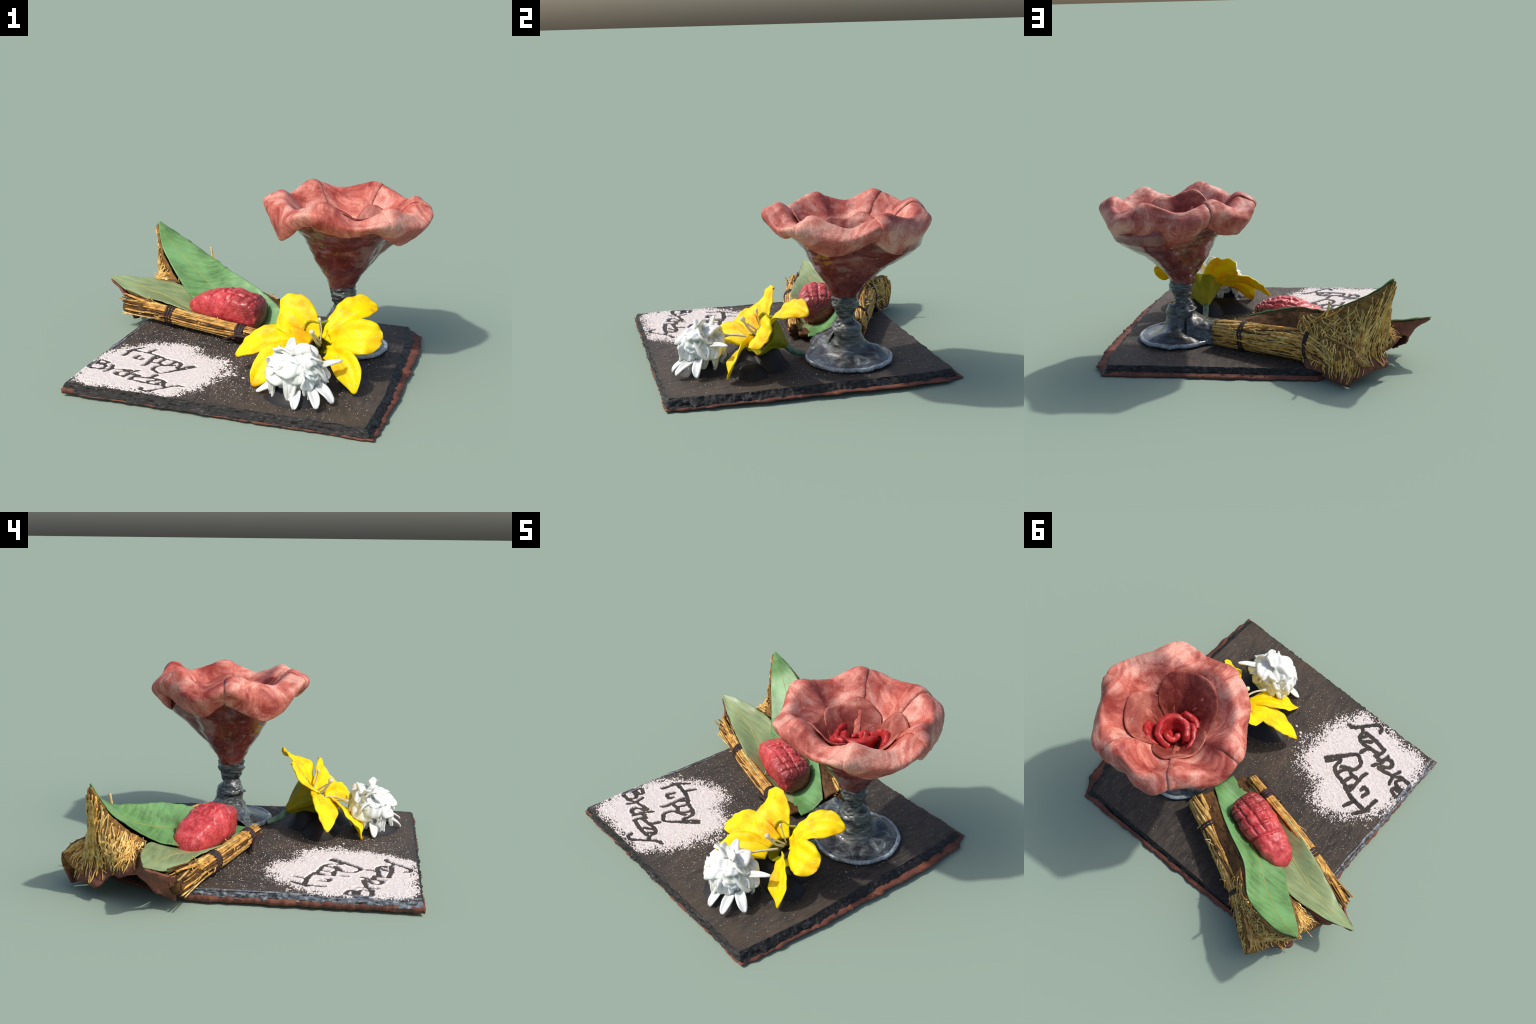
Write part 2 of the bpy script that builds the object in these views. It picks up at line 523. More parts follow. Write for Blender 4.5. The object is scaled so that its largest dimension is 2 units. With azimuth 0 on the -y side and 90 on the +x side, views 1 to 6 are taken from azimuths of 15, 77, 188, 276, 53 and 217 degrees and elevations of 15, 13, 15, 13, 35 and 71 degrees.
BIRTHDAY = [
    [(-.622, -.624), (-.683, -.621), (-.693, -.582), (-.667, -.505), (-.617, -.519), (-.619, -.537), (-.661, -.543)], [(-.624, -.622), (-.603, -.578), (-.643, -.557), (-.687, -.560)],
    [(-.578, -.647), (-.563, -.600), (-.578, -.545)], [(-.613, -.625), (-.563, -.600), (-.509, -.589), (-.457, -.584)], [(-.459, -.684), (-.449, -.624), (-.419, -.573)],
    [(-.427, -.623), (-.471, -.668), (-.506, -.668), (-.512, -.634), (-.456, -.596)], [(-.392, -.637), (-.437, -.631)], [(-.392, -.637), (-.408, -.667), (-.411, -.704)],
    [(-.302, -.600), (-.328, -.648), (-.390, -.660)], [(-.415, -.699), (-.376, -.709), (-.336, -.719), (-.287, -.721), (-.246, -.722)],
    [(-.340, -.653), (-.268, -.654), (-.231, -.675), (-.227, -.715), (-.204, -.735)], [(-.274, -.667), (-.312, -.699)], [(-.263, -.701), (-.239, -.681)],
    [(-.122, -.697), (-.158, -.701), (-.200, -.741), (-.269, -.816), (-.309, -.810), (-.318, -.783)]]
PATCH = [(-.036, -.286), (.010, -.412), (-.022, -.56), (-.087, -.721), (-.154, -.825), (-.283, -.842), (-.467, -.838), (-.624, -.806), (-.690, -.754), (-.702, -.581),
         (-.679, -.420), (-.632, -.330), (-.530, -.212), (-.410, -.135), (-.271, -.160), (-.170, -.244)]


def seg_dist(x, y, strokes):
    dmin = np.full(x.shape, 9.0)
    for s in strokes:
        s = catmull(np.array(s), 6 * len(s)) if len(s) > 2 else np.array(s)
        for p, q in zip(s[:-1], s[1:]):
            dx, dy = q - p
            t = np.clip(((x - p[0]) * dx + (y - p[1]) * dy) / (dx * dx + dy * dy + 1e-12), 0, 1)
            dmin = np.minimum(dmin, np.hypot(x - p[0] - t * dx, y - p[1] - t * dy))
    return dmin


STEP = 0.0026
xs = np.arange(-0.712, 0.13, STEP)
ys = np.arange(-0.853, 0.02, STEP)
X, Y = np.meshgrid(xs, ys, indexing="ij")
Q = np.stack([X, Y, 0 * X], -1)
sd = seg_dist(X, Y, [PATCH + PATCH[:1]]) * np.where(inside_poly(X, Y, PATCH), 1, -1)
sd = sd + 0.022 * fbm(Q, 14, 41)
dens = sstep(-0.10, 0.075, sd) ** 1.3
fine = 0.5 + 0.5 * (0.7 * vnoise(Q, 210, 43) + 0.3 * vnoise(Q, 95, 44)) / 0.8
fine = np.argsort(np.argsort(fine.ravel())).reshape(fine.shape) / fine.size
cover = dens * 1.04 - fine
letters = seg_dist(X, Y, HAPPY + BIRTHDAY) + 0.0035 * vnoise(Q, 60, 45) + 0.002 * vnoise(Q, 140, 46)
carve = sstep(0.0118, 0.0150, letters)
rim = np.exp(-((letters - 0.018) / 0.008) ** 2)
thick = np.clip(cover * 6, 0, 1) * (0.0028 + 0.0022 * (0.5 + 0.5 * vnoise(Q, 55, 47)) * dens + 0.0012 * rim * dens + 0.0016 * fine)
thick = thick * carve
inb = inside_poly(X, Y, SLAB_TOP)
keep = (thick > 0.0006) & inb
H = plane(X, Y) + np.where(keep, 0.001 + thick, -0.004)
fx = keep[:-1, :-1] | keep[1:, :-1] | keep[:-1, 1:] | keep[1:, 1:]
F = grid_faces(len(xs), len(ys)).reshape(len(xs) - 1, len(ys) - 1, 4)[fx][:, ::-1]
used = np.unique(F)
remap = np.zeros(X.size, int)
remap[used] = np.arange(len(used))
V = np.stack([X + 0.0008 * vnoise(Q, 300, 48), Y + 0.0008 * vnoise(Q, 300, 49), H], -1).reshape(-1, 3)[used]
add_mesh("powder_writing", V, remap[F], POWDER, plate)

# loose grains of powder
OCT_V = np.array([(1, 0, 0), (-1, 0, 0), (0, 1, 0), (0, -1, 0), (0, 0, 1), (0, 0, -1)], float)
OCT_F = [(0, 2, 4), (2, 1, 4), (1, 3, 4), (3, 0, 4), (2, 0, 5), (1, 2, 5), (3, 1, 5), (0, 3, 5)]
grains = []
while len(grains) < 3600:
    if rng.random() < 0.72:
        x, y = rng.normal((-0.33, -0.42), (0.30, 0.30))
    else:
        x, y = rng.uniform(-0.69, 0.84), rng.uniform(-0.84, 0.69)
    if inside_poly(np.array(x), np.array(y), SLAB_TOP) and seg_dist(np.array(x), np.array(y), HAPPY + BIRTHDAY) > 0.012:
        r = 0.0011 + 0.0016 * rng.random() ** 3
        grains.append((OCT_V * r * (1 + 0.4 * rng.random((6, 1))) + (x, y, plane(x, y) + 0.001), OCT_F))
for x, y, r in ((0.085, -0.45, .012), (0.07, -0.43, .009), (0.135, -0.47, .010), (0.03, -0.36, .008), (0.73, -0.03, .005)):
    grains.append((OCT_V * np.array([r * 1.4, r, .006]) + (x, y, plane(x, y)), OCT_F))
V, F = join(grains)
add_mesh("powder_grain", V, F, POWDER, plate, stuff=True)

# ------------------------------------------------------------ glass goblet
GX, GY = 0.535, 0.205
goblet = thing("stemmed_glass", (GX, GY, TOP), "cloudy stemmed dessert glass with a wide round foot", "glass")


def polar(theta, r, z, cx=GX, cy=GY):
    return np.stack([cx + r * np.cos(theta), cy + r * np.sin(theta), np.broadcast_to(z, np.shape(r))], -1)


def lathe(name, prof, mat, parent, nt=96, rough=0.0, scale=20, seed=0, shape=None, center=(GX, GY), nz=60, open_top=False):
    c = catmull(np.array(prof, float), nz)
    th = np.linspace(0, TAU, nt, endpoint=False)
    R = np.repeat(c[:, :1], nt, 1)
    Zz = np.repeat(c[:, 1:2], nt, 1)
    T = np.repeat(th[None], nz, 0)
    if shape is not None:
        R, Zz = shape(R, Zz, T)
    P = polar(T, R, Zz, *center)
    if rough:
        n = fbm(P * np.array([1, 1, 2.0]), scale, seed)
        P[..., :2] += (n * rough)[..., None] * np.stack([np.cos(T), np.sin(T)], -1)
    F = [tuple(f) for f in grid_faces(nz, nt, 0, True)] + [tuple(range(nt))[::-1]]
    if not open_top:
        F.append(tuple(range((nz - 1) * nt, nz * nt)))
    return add_mesh(name, P.reshape(-1, 3), F, mat, parent)


def foot_shape(R, Zz, T):
    # a low disc; it swells into the cone at the back and into a web on the raft side
    d = lambda c: (np.degrees(T) - c + 180) % 360 - 180
    k = sstep(0.06, 0.11, R) * (1 - sstep(0.16, 0.235, R))
    return R, Zz + k * (0.050 * np.exp(-d(78) ** 2 / (2 * 30 ** 2)) + 0.060 * np.exp(-d(205) ** 2 / (2 * 36 ** 2)))


lathe("foot", [(0.232, TOP - 0.004), (0.240, 0.076), (0.205, 0.082), (0.160, 0.086), (0.112, 0.106), (0.088, 0.150), (0.078, 0.200), (0.074, 0.245), (0.058, 0.275)],
      GLASS, goblet, rough=0.006, scale=16, seed=51, shape=foot_shape, center=(0.545, 0.215))
t = np.linspace(0, TAU, 120, endpoint=False)
rr = 0.236 + 0.006 * vnoise(np.stack([np.cos(t), np.sin(t), 0 * t], -1), 4, 53)
ring = np.stack([0.548 + rr * np.cos(t), 0.215 + rr * np.sin(t), 0.073 + 0.004 * vnoise(np.stack([np.cos(t), np.sin(t), 0 * t], -1), 6, 55)], -1)


def closed_tube(path, rad, sides=8, squash=1.0):
    n = len(path)
    T = unit(np.roll(path, -1, 0) - np.roll(path, 1, 0))
    A = unit(np.cross(T, [0, 0, 1.0]))
    B = np.cross(A, T)
    a = np.linspace(0, TAU, sides, endpoint=False)
    V = path[:, None] + np.reshape(rad, (-1, 1, 1)) * (np.cos(a)[None, :, None] * A[:, None] + squash * np.sin(a)[None, :, None] * B[:, None])
    i, j = np.meshgrid(np.arange(n), np.arange(sides), indexing="ij")
    F = np.stack([i * sides + j, i * sides + (j + 1) % sides, ((i + 1) % n) * sides + (j + 1) % sides, ((i + 1) % n) * sides + j], -1).reshape(-1, 4)
    return V.reshape(-1, 3), F


V, F = closed_tube(ring, np.full(120, 0.013), 10)
add_mesh("foot_rim", V, F, GLASS_RIM, goblet)
# web of glass drawn from the foot towards the raft
WEB = [[(.47, .345, .085), (.41, .352, .070), (.35, .355, .060), (.295, .345, .055)],
       [(.485, .265, .205), (.42, .285, .172), (.35, .288, .165), (.285, .280, .170)],
       [(.475, .170, .215), (.41, .145, .172), (.34, .125, .145), (.255, .110, .125)],
       [(.49, .095, .110), (.42, .055, .080), (.34, .050, .062), (.255, .060, .055)]]
lathe("stem", [(0.085, 0.235), (0.070, 0.262), (0.052, 0.292), (0.050, 0.318), (0.062, 0.345), (0.073, 0.375), (0.074, 0.405), (0.072, 0.425), (0.060, 0.435)],
      GLASS, goblet, rough=0.010, scale=24, seed=57, center=(0.523, 0.205))

# ------------------------------------------------ conical bowl of the glass
NARROW = np.array([(0.40, .066), (.45, .090), (.52, .130), (.57, .168), (.635, .198), (.70, .232), (.75, .280), (.80, .330), (.84, .368)])
WIDE = np.array([(0.40, .070), (.45, .100), (.52, .152), (.61, .258), (.68, .372), (.735, .440), (.79, .450), (.82, .430)])


def bowl_shape(R, Zz, T):
    # the scan caught the flared wall on the far right only
    dg = (np.degrees(T) + 180) % 360 - 180
    n = np.interp(Zz, NARROW[:, 0], NARROW[:, 1]) - 0.006
    wd = np.interp(Zz, WIDE[:, 0], WIDE[:, 1]) - 0.012
    w = sstep(-4, 42, dg) * (1 - sstep(70, 122, dg))
    return n + (wd - n) * w, Zz


lathe("bowl", [(0.05, 0.405), (0.1, 0.46), (0.15, 0.54), (0.2, 0.62), (0.25, 0.70), (0.3, 0.77), (0.3, 0.832)], GLASS_MEAT, goblet, nt=128,
      rough=0.006, scale=14, seed=61, shape=bowl_shape, open_top=True, center=(GX - 0.022, GY))

# --------------------------------------------------------------- meat rose
rose = thing("meat_rose", (GX, GY, 0.60), "rose folded from thin marbled raw meat slices", "meat")
CREST = [(-101, .345, .952), (-72, .315, .872), (-45, .355, .934), (-14, .358, .886), (13, .350, .943), (45, .375, .900), (77, .344, .958), (108, .372, .916),
         (137, .364, .960), (163, .372, .898), (190, .366, .945), (225, .360, .896)]
OUTER = [(-147, .415), (-130, .440), (-108, .438), (-77, .412), (-56, .450), (-42, .420), (-26, .425), (-13, .442), (0, .446), (24, .406), (46, .430), (62, .455),
         (88, .392), (107, .434), (121, .455), (137, .408), (157, .445), (167, .462), (188, .458)]
HEM = [(183, .400, .822), (200, .400, .758), (213, .402, .718), (230, .412, .765), (245, .400, .848), (260, .375, .832), (277, .360, .802), (299, .385, .838), (312, .380, .800),
       (327, .370, .747), (344, .365, .762), (358, .385, .812), (4, .390, .828), (15, .378, .768), (30, .365, .724), (48, .370, .732), (62, .380, .788), (77, .360, .742), (93, .345, .714),
       (115, .360, .757), (130, .385, .828), (144, .375, .772), (158, .385, .750), (168, .395, .748)]
RIDGES = [-101, -45, 13, 77, 137, 190]


def rose_profile(deg):
    """control points (centre, inner wall, crest, outer roll, hem) for each angle"""
    cr, ou, he = periodic(CREST, deg), periodic(OUTER, deg)[:, 0], periodic(HEM, deg)
    rc, zc, rb, zb = cr[:, 0], cr[:, 1], he[:, 0], he[:, 1]
    one = np.ones_like(rc)
    zo = 0.5 * zc + 0.5 * zb + 0.02
    rc, ou = rc + 0.005, ou + 0.009
    R = np.stack([0.03 * one, 0.11 * one, 0.19 * one, rc - 0.070, rc, 0.45 * rc + 0.55 * ou, ou, 0.5 * ou + 0.5 * rb + 0.004, rb], 1)
    Zk = np.stack([0.600 * one, 0.650 * one, 0.65 * 0.745 + 0.35 * (zc - 0.15), zc - 0.065, zc, zc - 0.012, zo, 0.5 * zo + 0.5 * zb - 0.008, zb], 1)
    return np.stack([R, Zk - 0.004], -1)


for i, r0 in enumerate(RIDGES):
    r1 = RIDGES[(i + 1) % 6]
    r1 = r1 + 360 if r1 < r0 else r1
    deg = np.linspace(r0 - 7, r1 + 9, 54)
    K = catmull(rose_profile(deg), 84)
    T = np.radians(deg)[:, None] * np.ones((1, 84))
    P = polar(T, K[..., 0], K[..., 1])
    n = grid_normals(P)
    tuck = (-0.010 * (1 - sstep(r0 - 2, r0 + 14, deg)) + 0.006 * sstep(r1 - 12, r1 + 4, deg))[:, None]
    P = P + n * (tuck + 0.0035 * fbm(P, 18, 71 + i) + 0.0012 * vnoise(P, 70, 81))[..., None]
    th = 0.020 * np.ones(P.shape[:2])
    th[[0, -1], :] = 0.006
    th[[1, -2], :] = 0.013
    th[:, -1] = 0.007
    th[:, -2] = 0.014
    V, F = sheet(P, th)
    add_mesh("outer_petal", V, F, PETAL_MEAT, rose)


def inner_wall(r, deg):
    K = catmull(rose_profile(np.atleast_1d(deg)), 200)[0]
    k = np.argmax(K[:, 1])
    return np.interp(r, K[:k, 0], K[:k, 1])


for c0, half, rtop, lift in ((-88, 72, .300, .024), (30, 62, .278, .022), (150, 70, .255, .020), (-150, 55, .235, .016), (-30, 50, .19, .014)):
    deg = np.linspace(c0 - half, c0 + half, 44)
    phi = (deg - c0) / half
    rt = rtop * (1 - 0.45 * np.abs(phi) ** 3)
    tt = np.linspace(0, 1, 34)
    P = np.zeros((44, 34, 3))
    for q in range(44):
        r = 0.05 + (rt[q] - 0.05) * tt
        z = inner_wall(r, deg[q]) + 0.004 + lift * (0.35 + 0.65 * tt) + 0.004 * (phi[q] > 0)
        P[q] = polar(np.full(34, math.radians(deg[q])), r - 0.006 * tt, z)
    P = P + grid_normals(P) * (0.003 * fbm(P, 20, 91))[..., None]
    th = 0.010 * np.ones(P.shape[:2])
    th[:, -1] = 0.004
    V, F = sheet(P, th)
    add_mesh("inner_petal", V, F, INNER_MEAT, rose)

# red heart: thick curled slices
HX, HY = 0.510, 0.240
for c0, half, rad, low, high, flare, th in ((-30, 145, .072, .62, .776, .018, .040), (46, 36, .134, .64, .778, .02, .036), (-100, 32, .122, .64, .778, .02, .036), (-152, 44, .118, .64, .760, .02, .036),
                                            (122, 44, .112, .64, .745, .02, .034), (110, 110, .030, .63, .752, .006, .034)):
    deg = np.linspace(c0 - half, c0 + half, 40)
    tt = np.linspace(0, 1, 20)
    phi = ((deg - c0) / half)[:, None]
    top = high - 0.026 * np.abs(phi) ** 3 + 0.012 * np.sin(4 * phi + c0)
    Zz = low + (top - 0.012 - low) * tt[None]
    R = rad * (1 - 0.12 * phi) + flare * tt[None] ** 2 - 0.012 * (1 - tt[None])
    P = polar(np.radians(deg)[:, None] * np.ones((1, 20)), R * np.ones((40, 20)), Zz, HX, HY)
    P = P + 0.009 * np.stack([fbm(P, 15, 95), fbm(P, 15, 96), fbm(P, 15, 97)], -1)
    w = np.full(P.shape[:2], th)
    w[[0, -1]] = th * 0.55
    w[:, -1] = th * 0.62
    w[:, -2] = th * 0.9
    V, F = sheet(P, w)
    add_mesh("heart_slice", V, F, HEART_MEAT, rose)

# --------------------------------------------------------------- straw raft
raft = thing("straw_raft", (-0.25, 0.40, TOP), "boat of bundled golden straw tied with dark twine", "straw tray")


def frame(path):
    T = unit(np.gradient(path, axis=0))
    L = unit(np.cross(T, [0, 0, 1.0]))
    return T, L


def bundle(ctrl, a, b, count, mat_list, seed, fray=0.0, rad=(0.004, 0.009)):
    """stalks laid round an elliptical core along ctrl; a = half width, b = half height"""
    r = np.random.default_rng(seed)
    path = catmull(np.array(ctrl), 60)
    T, L = frame(path)
    s = np.linspace(0, 1, 60)
    wa = np.interp(s, *np.array(a).T)[:, None]
    wb = np.interp(s, *np.array(b).T)[:, None]
    phi = np.linspace(0, TAU, 28, endpoint=False)
    core = path[:, None] + 0.86 * (wa[..., None] * np.cos(phi)[None, :, None] * L[:, None] + wb[..., None] * np.sin(phi)[None, :, None] * np.array([0, 0, 1.0]))
    core = core + 0.006 * np.stack([fbm(core, 30, seed + q) for q in range(3)], -1)
    F = [tuple(f) for f in grid_faces(60, 28, 0, True)] + [tuple(range(28))[::-1], tuple(range(59 * 28, 60 * 28))]
    add_mesh("straw_core", core.reshape(-1, 3), F, STRAW_DARK, raft)
    for k in range(count):
        ph = r.uniform(0, TAU) if k % 3 == 0 else r.uniform(-0.3, math.pi + 0.3)
        s0 = max(0.0, r.normal(0.0, 0.03)) if r.random() < 0.6 else r.uniform(0, 0.6)
        s1 = min(1.0, s0 + r.uniform(0.25, 0.8)) if r.random() < 0.75 else 1.0
        ss = np.linspace(s0, s1, 14)
        C = np.stack([np.interp(ss, s, path[:, q]) for q in range(3)], -1)
        LL = np.stack([np.interp(ss, s, L[:, q]) for q in range(3)], -1)
        A = np.interp(ss, s, wa[:, 0])
        B = np.interp(ss, s, wb[:, 0])
        drift = ph + r.normal(0, 0.22) * np.linspace(-1, 1, 14) + 0.10 * np.sin(ss * r.uniform(8, 20) + k)
        q = 0.92 + r.uniform(0, 0.13)
        Pp = C + q * (A * np.cos(drift))[:, None] * LL + q * (B * np.sin(drift))[:, None] * np.array([0, 0, 1.0])
        Pp = Pp + fray * (ss[:, None] - 0.7).clip(0) * r.normal(0, 1, 3)
        Pp[:, 2] = np.maximum(Pp[:, 2], 0.02)
        rr = r.uniform(*rad) * (0.75 + 0.25 * np.sin(np.linspace(0.3, 2.6, 14))) * (1 + 0.25 * vnoise(Pp, 60, k))
        V, F = tube(Pp, rr, 6, 0.7)
        add_mesh("straw_stalk", V, F, mat_list[int(r.integers(len(mat_list)))], raft)
    return path, L, s, wa[:, 0], wb[:, 0]


def tie(bnd, at, rad=0.008, turns=2, seed=0):
    path, L, s, wa, wb = bnd
    parts = []
    for k in range(turns):
        u = at + 0.018 * (k - 0.5)
        C = np.array([np.interp(u, s, path[:, q]) for q in range(3)])
        l = np.array([np.interp(u, s, L[:, q]) for q in range(3)])
        a, b = np.interp(u, s, wa) * 1.08, np.interp(u, s, wb) * 1.08
        ph = np.linspace(0, TAU, 36, endpoint=False)
        Pp = C + a * np.cos(ph)[:, None] * l + b * np.sin(ph)[:, None] * np.array([0, 0, 1.0])
        Pp = Pp + 0.004 * np.stack([vnoise(Pp, 40, seed + q) for q in range(3)], -1)
        T = unit(np.roll(Pp, -1, 0) - np.roll(Pp, 1, 0))
        parts.append(closed_tube(Pp, np.full(36, rad), 6))
    V, F = join(parts)
    add_mesh("twine_tie", V, F, TIE, raft)


BACK = [(0.285, 0.340, 0.135), (0.10, 0.415, 0.140), (-0.10, 0.515, 0.150), (-0.27, 0.600, 0.155), (-0.39, 0.675, 0.140), (-0.46, 0.735, 0.115)]
back = bundle(BACK, [(0, .056), (.4, .060), (1, .050)], [(0, .075), (.4, .085), (.75, .095), (1, .070)], 135, [STRAW, STRAW, STRAW_PALE, STRAW_DARK], 101, fray=0.02)
tie(back, 0.20, seed=3)
tie(back, 0.66, seed=5)
FRONT = [(0.115, 0.010, 0.112), (-0.10, 0.056, 0.125), (-0.43, 0.132, 0.138), (-0.66, 0.208, 0.140), (-0.845, 0.270, 0.132)]
front = bundle(FRONT, [(0, .030), (.3, .034), (1, .040)], [(0, .044), (.3, .043), (.6, .046), (.8, .052), (1, .056)], 85, [STRAW, STRAW_PALE, STRAW, STRAW_DARK], 103, fray=0.06, rad=(0.0035, 0.0095))
tie(front, 0.56, 0.010, 3, seed=7)
tie(front, 0.17, 0.012, 3, seed=8)
# dark curled husk on the front bundle
hp = catmull(np.array([(0.13, -0.015, 0.095), (0.03, -0.018, 0.120), (-0.05, -0.005, 0.118), (-0.13, 0.000, 0.085)]), 24)
V, F = tube(hp, 0.016 * np.sin(np.linspace(0.5, 2.9, 24)) + 0.004, 8, 0.6)
add_mesh("dark_husk", V, F, TIE, raft)

# mat between the bundles
def ruled(rows_, nu, nv):
    A = np.array(rows_, float)                 # (rows, cols, 3)
    A = catmull(A, nv)                         # along the columns
    A = np.swapaxes(catmull(np.swapaxes(A, 0, 1), nu), 0, 1)
    return A


MAT = [[(0.17, 0.03, .10), (0.20, 0.16, .10), (0.25, 0.29, .14)],
       [(-0.10, 0.04, .11), (-0.06, 0.24, .11), (-0.04, 0.46, .20)],
       [(-0.43, 0.12, .12), (-0.38, 0.36, .13), (-0.28, 0.57, .24)],
       [(-0.78, 0.27, .13), (-0.66, 0.47, .18), (-0.50, 0.66, .26)]]
P = ruled(MAT, 60, 50)
P = P + 0.004 * fbm(P, 25, 111)[..., None] * np.array([0, 0, 1.0])
V, F = sheet(P, 0.018)
add_mesh("straw_mat", V, F, STRAW_DARK, raft)

# lining between the edge of the big leaf and the back bundle
LINING = [[(.24, .235, .150), (.078, .325, .232), (-.064, .404, .292), (-.25, .500, .345), (-.36, .590, .360)],
          [(.25, .275, .175), (.09, .370, .232), (-.08, .455, .272), (-.26, .550, .310), (-.38, .640, .330)],
          [(.27, .315, .190), (.11, .405, .215), (-.09, .505, .235), (-.27, .600, .250), (-.40, .690, .250)]]
P = ruled(LINING, 30, 60)
P = P + grid_normals(P) * (0.005 * fbm(P, 25, 115))[..., None]
V, F = sheet(P, 0.012)
add_mesh("straw_lining", V, F, STRAW_DARK, raft)
# outer wall of the bundle running out to a pointed spur
SPUR = [[(-.38, .690, .250), (-.48, .770, .242), (-.560, .830, .220), (-.590, .882, .178)],
        [(-.40, .735, .130), (-.48, .800, .125), (-.550, .852, .120), (-.582, .880, .118)],
        [(-.40, .755, .035), (-.46, .800, .022), (-.515, .835, .014), (-.548, .848, .014)]]
P = ruled(SPUR, 30, 40)
P = P + grid_normals(P) * (0.005 * fbm(P, 18, 117))[..., None]
SPUR_GRID = P
V, F = sheet(P[:20], 0.016)
add_mesh("straw_wall", V, F, STRAW_WALL, raft)
V, F = sheet(P[19:], 0.016)
add_mesh("table_remnant_hem", V, F, TABLE_BROWN, raft)  # table material stuck to the scanned spur

P = ruled(WEB, 40, 40)
P = P + grid_normals(P) * (0.006 * fbm(P, 22, 59))[..., None]
V, F = sheet(P, 0.008)
add_mesh("foot_web", V, F, GLASS, goblet)

# straw fan that slopes from the spur in to the raised end
FAN = [[(-.38, .690, .245), (-.48, .770, .236), (-.560, .830, .214), (-.590, .880, .172)],
       [(-.42, .690, .225), (-.51, .750, .200), (-.590, .795, .165), (-.620, .825, .125)],
       [(-.45, .690, .215), (-.54, .735, .180), (-.625, .750, .140), (-.665, .750, .095)]]
FAN_GRID = ruled(FAN, 24, 34)
FAN_GRID = FAN_GRID + grid_normals(FAN_GRID) * (0.006 * fbm(FAN_GRID, 22, 119))[..., None]
V, F = sheet(FAN_GRID, 0.014)
add_mesh("straw_wall", V, F, STRAW_WALL, raft)

# scan webbing shaped as a straw wall from the big leaf to the board
WALL = [[(-.24, .530, .330), (-.412, .648, .378), (-.655, .700, .495), (-.782, .670, .570), (-.775, .640, .520), (-.735, .592, .420), (-.65, .525, .320), (-.57, .462, .252)],
        [(-.25, .590, .25), (-.42, .685, .28), (-.61, .725, .33), (-.700, .690, .36), (-.735, .655, .33), (-.745, .600, .28), (-.72, .53, .240), (-.69, .470, .240)],
        [(-.27, .640, .15), (-.44, .720, .16), (-.575, .765, .18), (-.630, .730, .18), (-.700, .668, .18), (-.735, .600, .19), (-.76, .53, .190), (-.78, .465, .210)],
        [(-.29, .690, .06), (-.43, .760, .04), (-.550, .820, .030), (-.64, .762, .06), (-.742, .668, .078), (-.725, .600, .120), (-.77, .53, .140), (-.83, .445, .180)]]
P = ruled(WALL, 80, 110)
P = P + grid_normals(P) * (0.010 * fbm(P, 12, 121) + 0.004 * vnoise(P, 60, 122))[..., None]
V, F = sheet(P[:62], 0.016)
add_mesh("straw_wall", V, F, STRAW_WALL, raft)
low = P[61:].copy()
low[-1, :, 2] += 0.02 * vnoise(low[-1], 18, 123)
V, F = sheet(low, 0.016)
add_mesh("table_remnant_hem", V, F, TABLE_BROWN, raft)  # lower strip is scanned table, not straw
WALL_GRID = P
# brown table material the scan left hanging below the second leaf
SKIRT = [[(-.70, .452, .245), (-.80, .435, .253), (-.90, .408, .258), (-.990, .378, .262), (-.90, .318, .203), (-.840, .268, .178)],
         [(-.75, .455, .215), (-.82, .430, .215), (-.88, .400, .21), (-.90, .368, .19), (-.83, .315, .12), (-.825, .275, .105)],
         [(-.80, .458, .185), (-.85, .430, .18), (-.865, .400, .155), (-.850, .362, .105), (-.775, .318, .050), (-.800, .282, .040)]]
P = ruled(SKIRT, 50, 70)
P = P + grid_normals(P) * (0.006 * fbm(P, 14, 131))[..., None]
P[-1, :, 2] += 0.02 * vnoise(P[-1], 20, 133)
V, F = sheet(P, 0.014)
add_mesh("table_remnant_hem", V, F, TABLE_BROWN, raft)

# loose straws over the raised end, the frayed tips and the bundle sides
loose = []
r = np.random.default_rng(141)


def scatter_on(grid, count, k0=0.55, outward=(-.45, .45, .2)):
    nu, nv = grid.shape[:2]
    Nw = grid_normals(grid)
    outw = np.sign(np.einsum("ijk,ijk->ij", Nw, grid - np.array(outward)))[..., None] * Nw
    for k in range(count):
        i0, j0 = r.uniform(0, nu * k0), r.uniform(1, nv - 3)
        ln, sl = nu * r.uniform(0.2, 0.5), r.normal(0, 0.06) * nv
        ii = np.clip(np.linspace(i0, i0 + ln, 9), 0, nu - 3)
        jj = np.clip(j0 + sl * np.linspace(0, 1, 9) + r.normal(0, 1.2) * np.sin(np.linspace(0, 5, 9)), 0, nv - 2)
        Pp = grid[ii.astype(int), jj.astype(int)]
        Pp = np.array([np.convolve(np.pad(Pp[:, q], 1, mode="edge"), [.25, .5, .25], "valid") for q in range(3)]).T
        Pp = Pp + outw[ii.astype(int), jj.astype(int)] * (0.009 + 0.008 * r.random())
        loose.append((k % 3, tube(Pp, np.linspace(0.0042, 0.0024, 9) * r.uniform(0.7, 1.3), 5)))


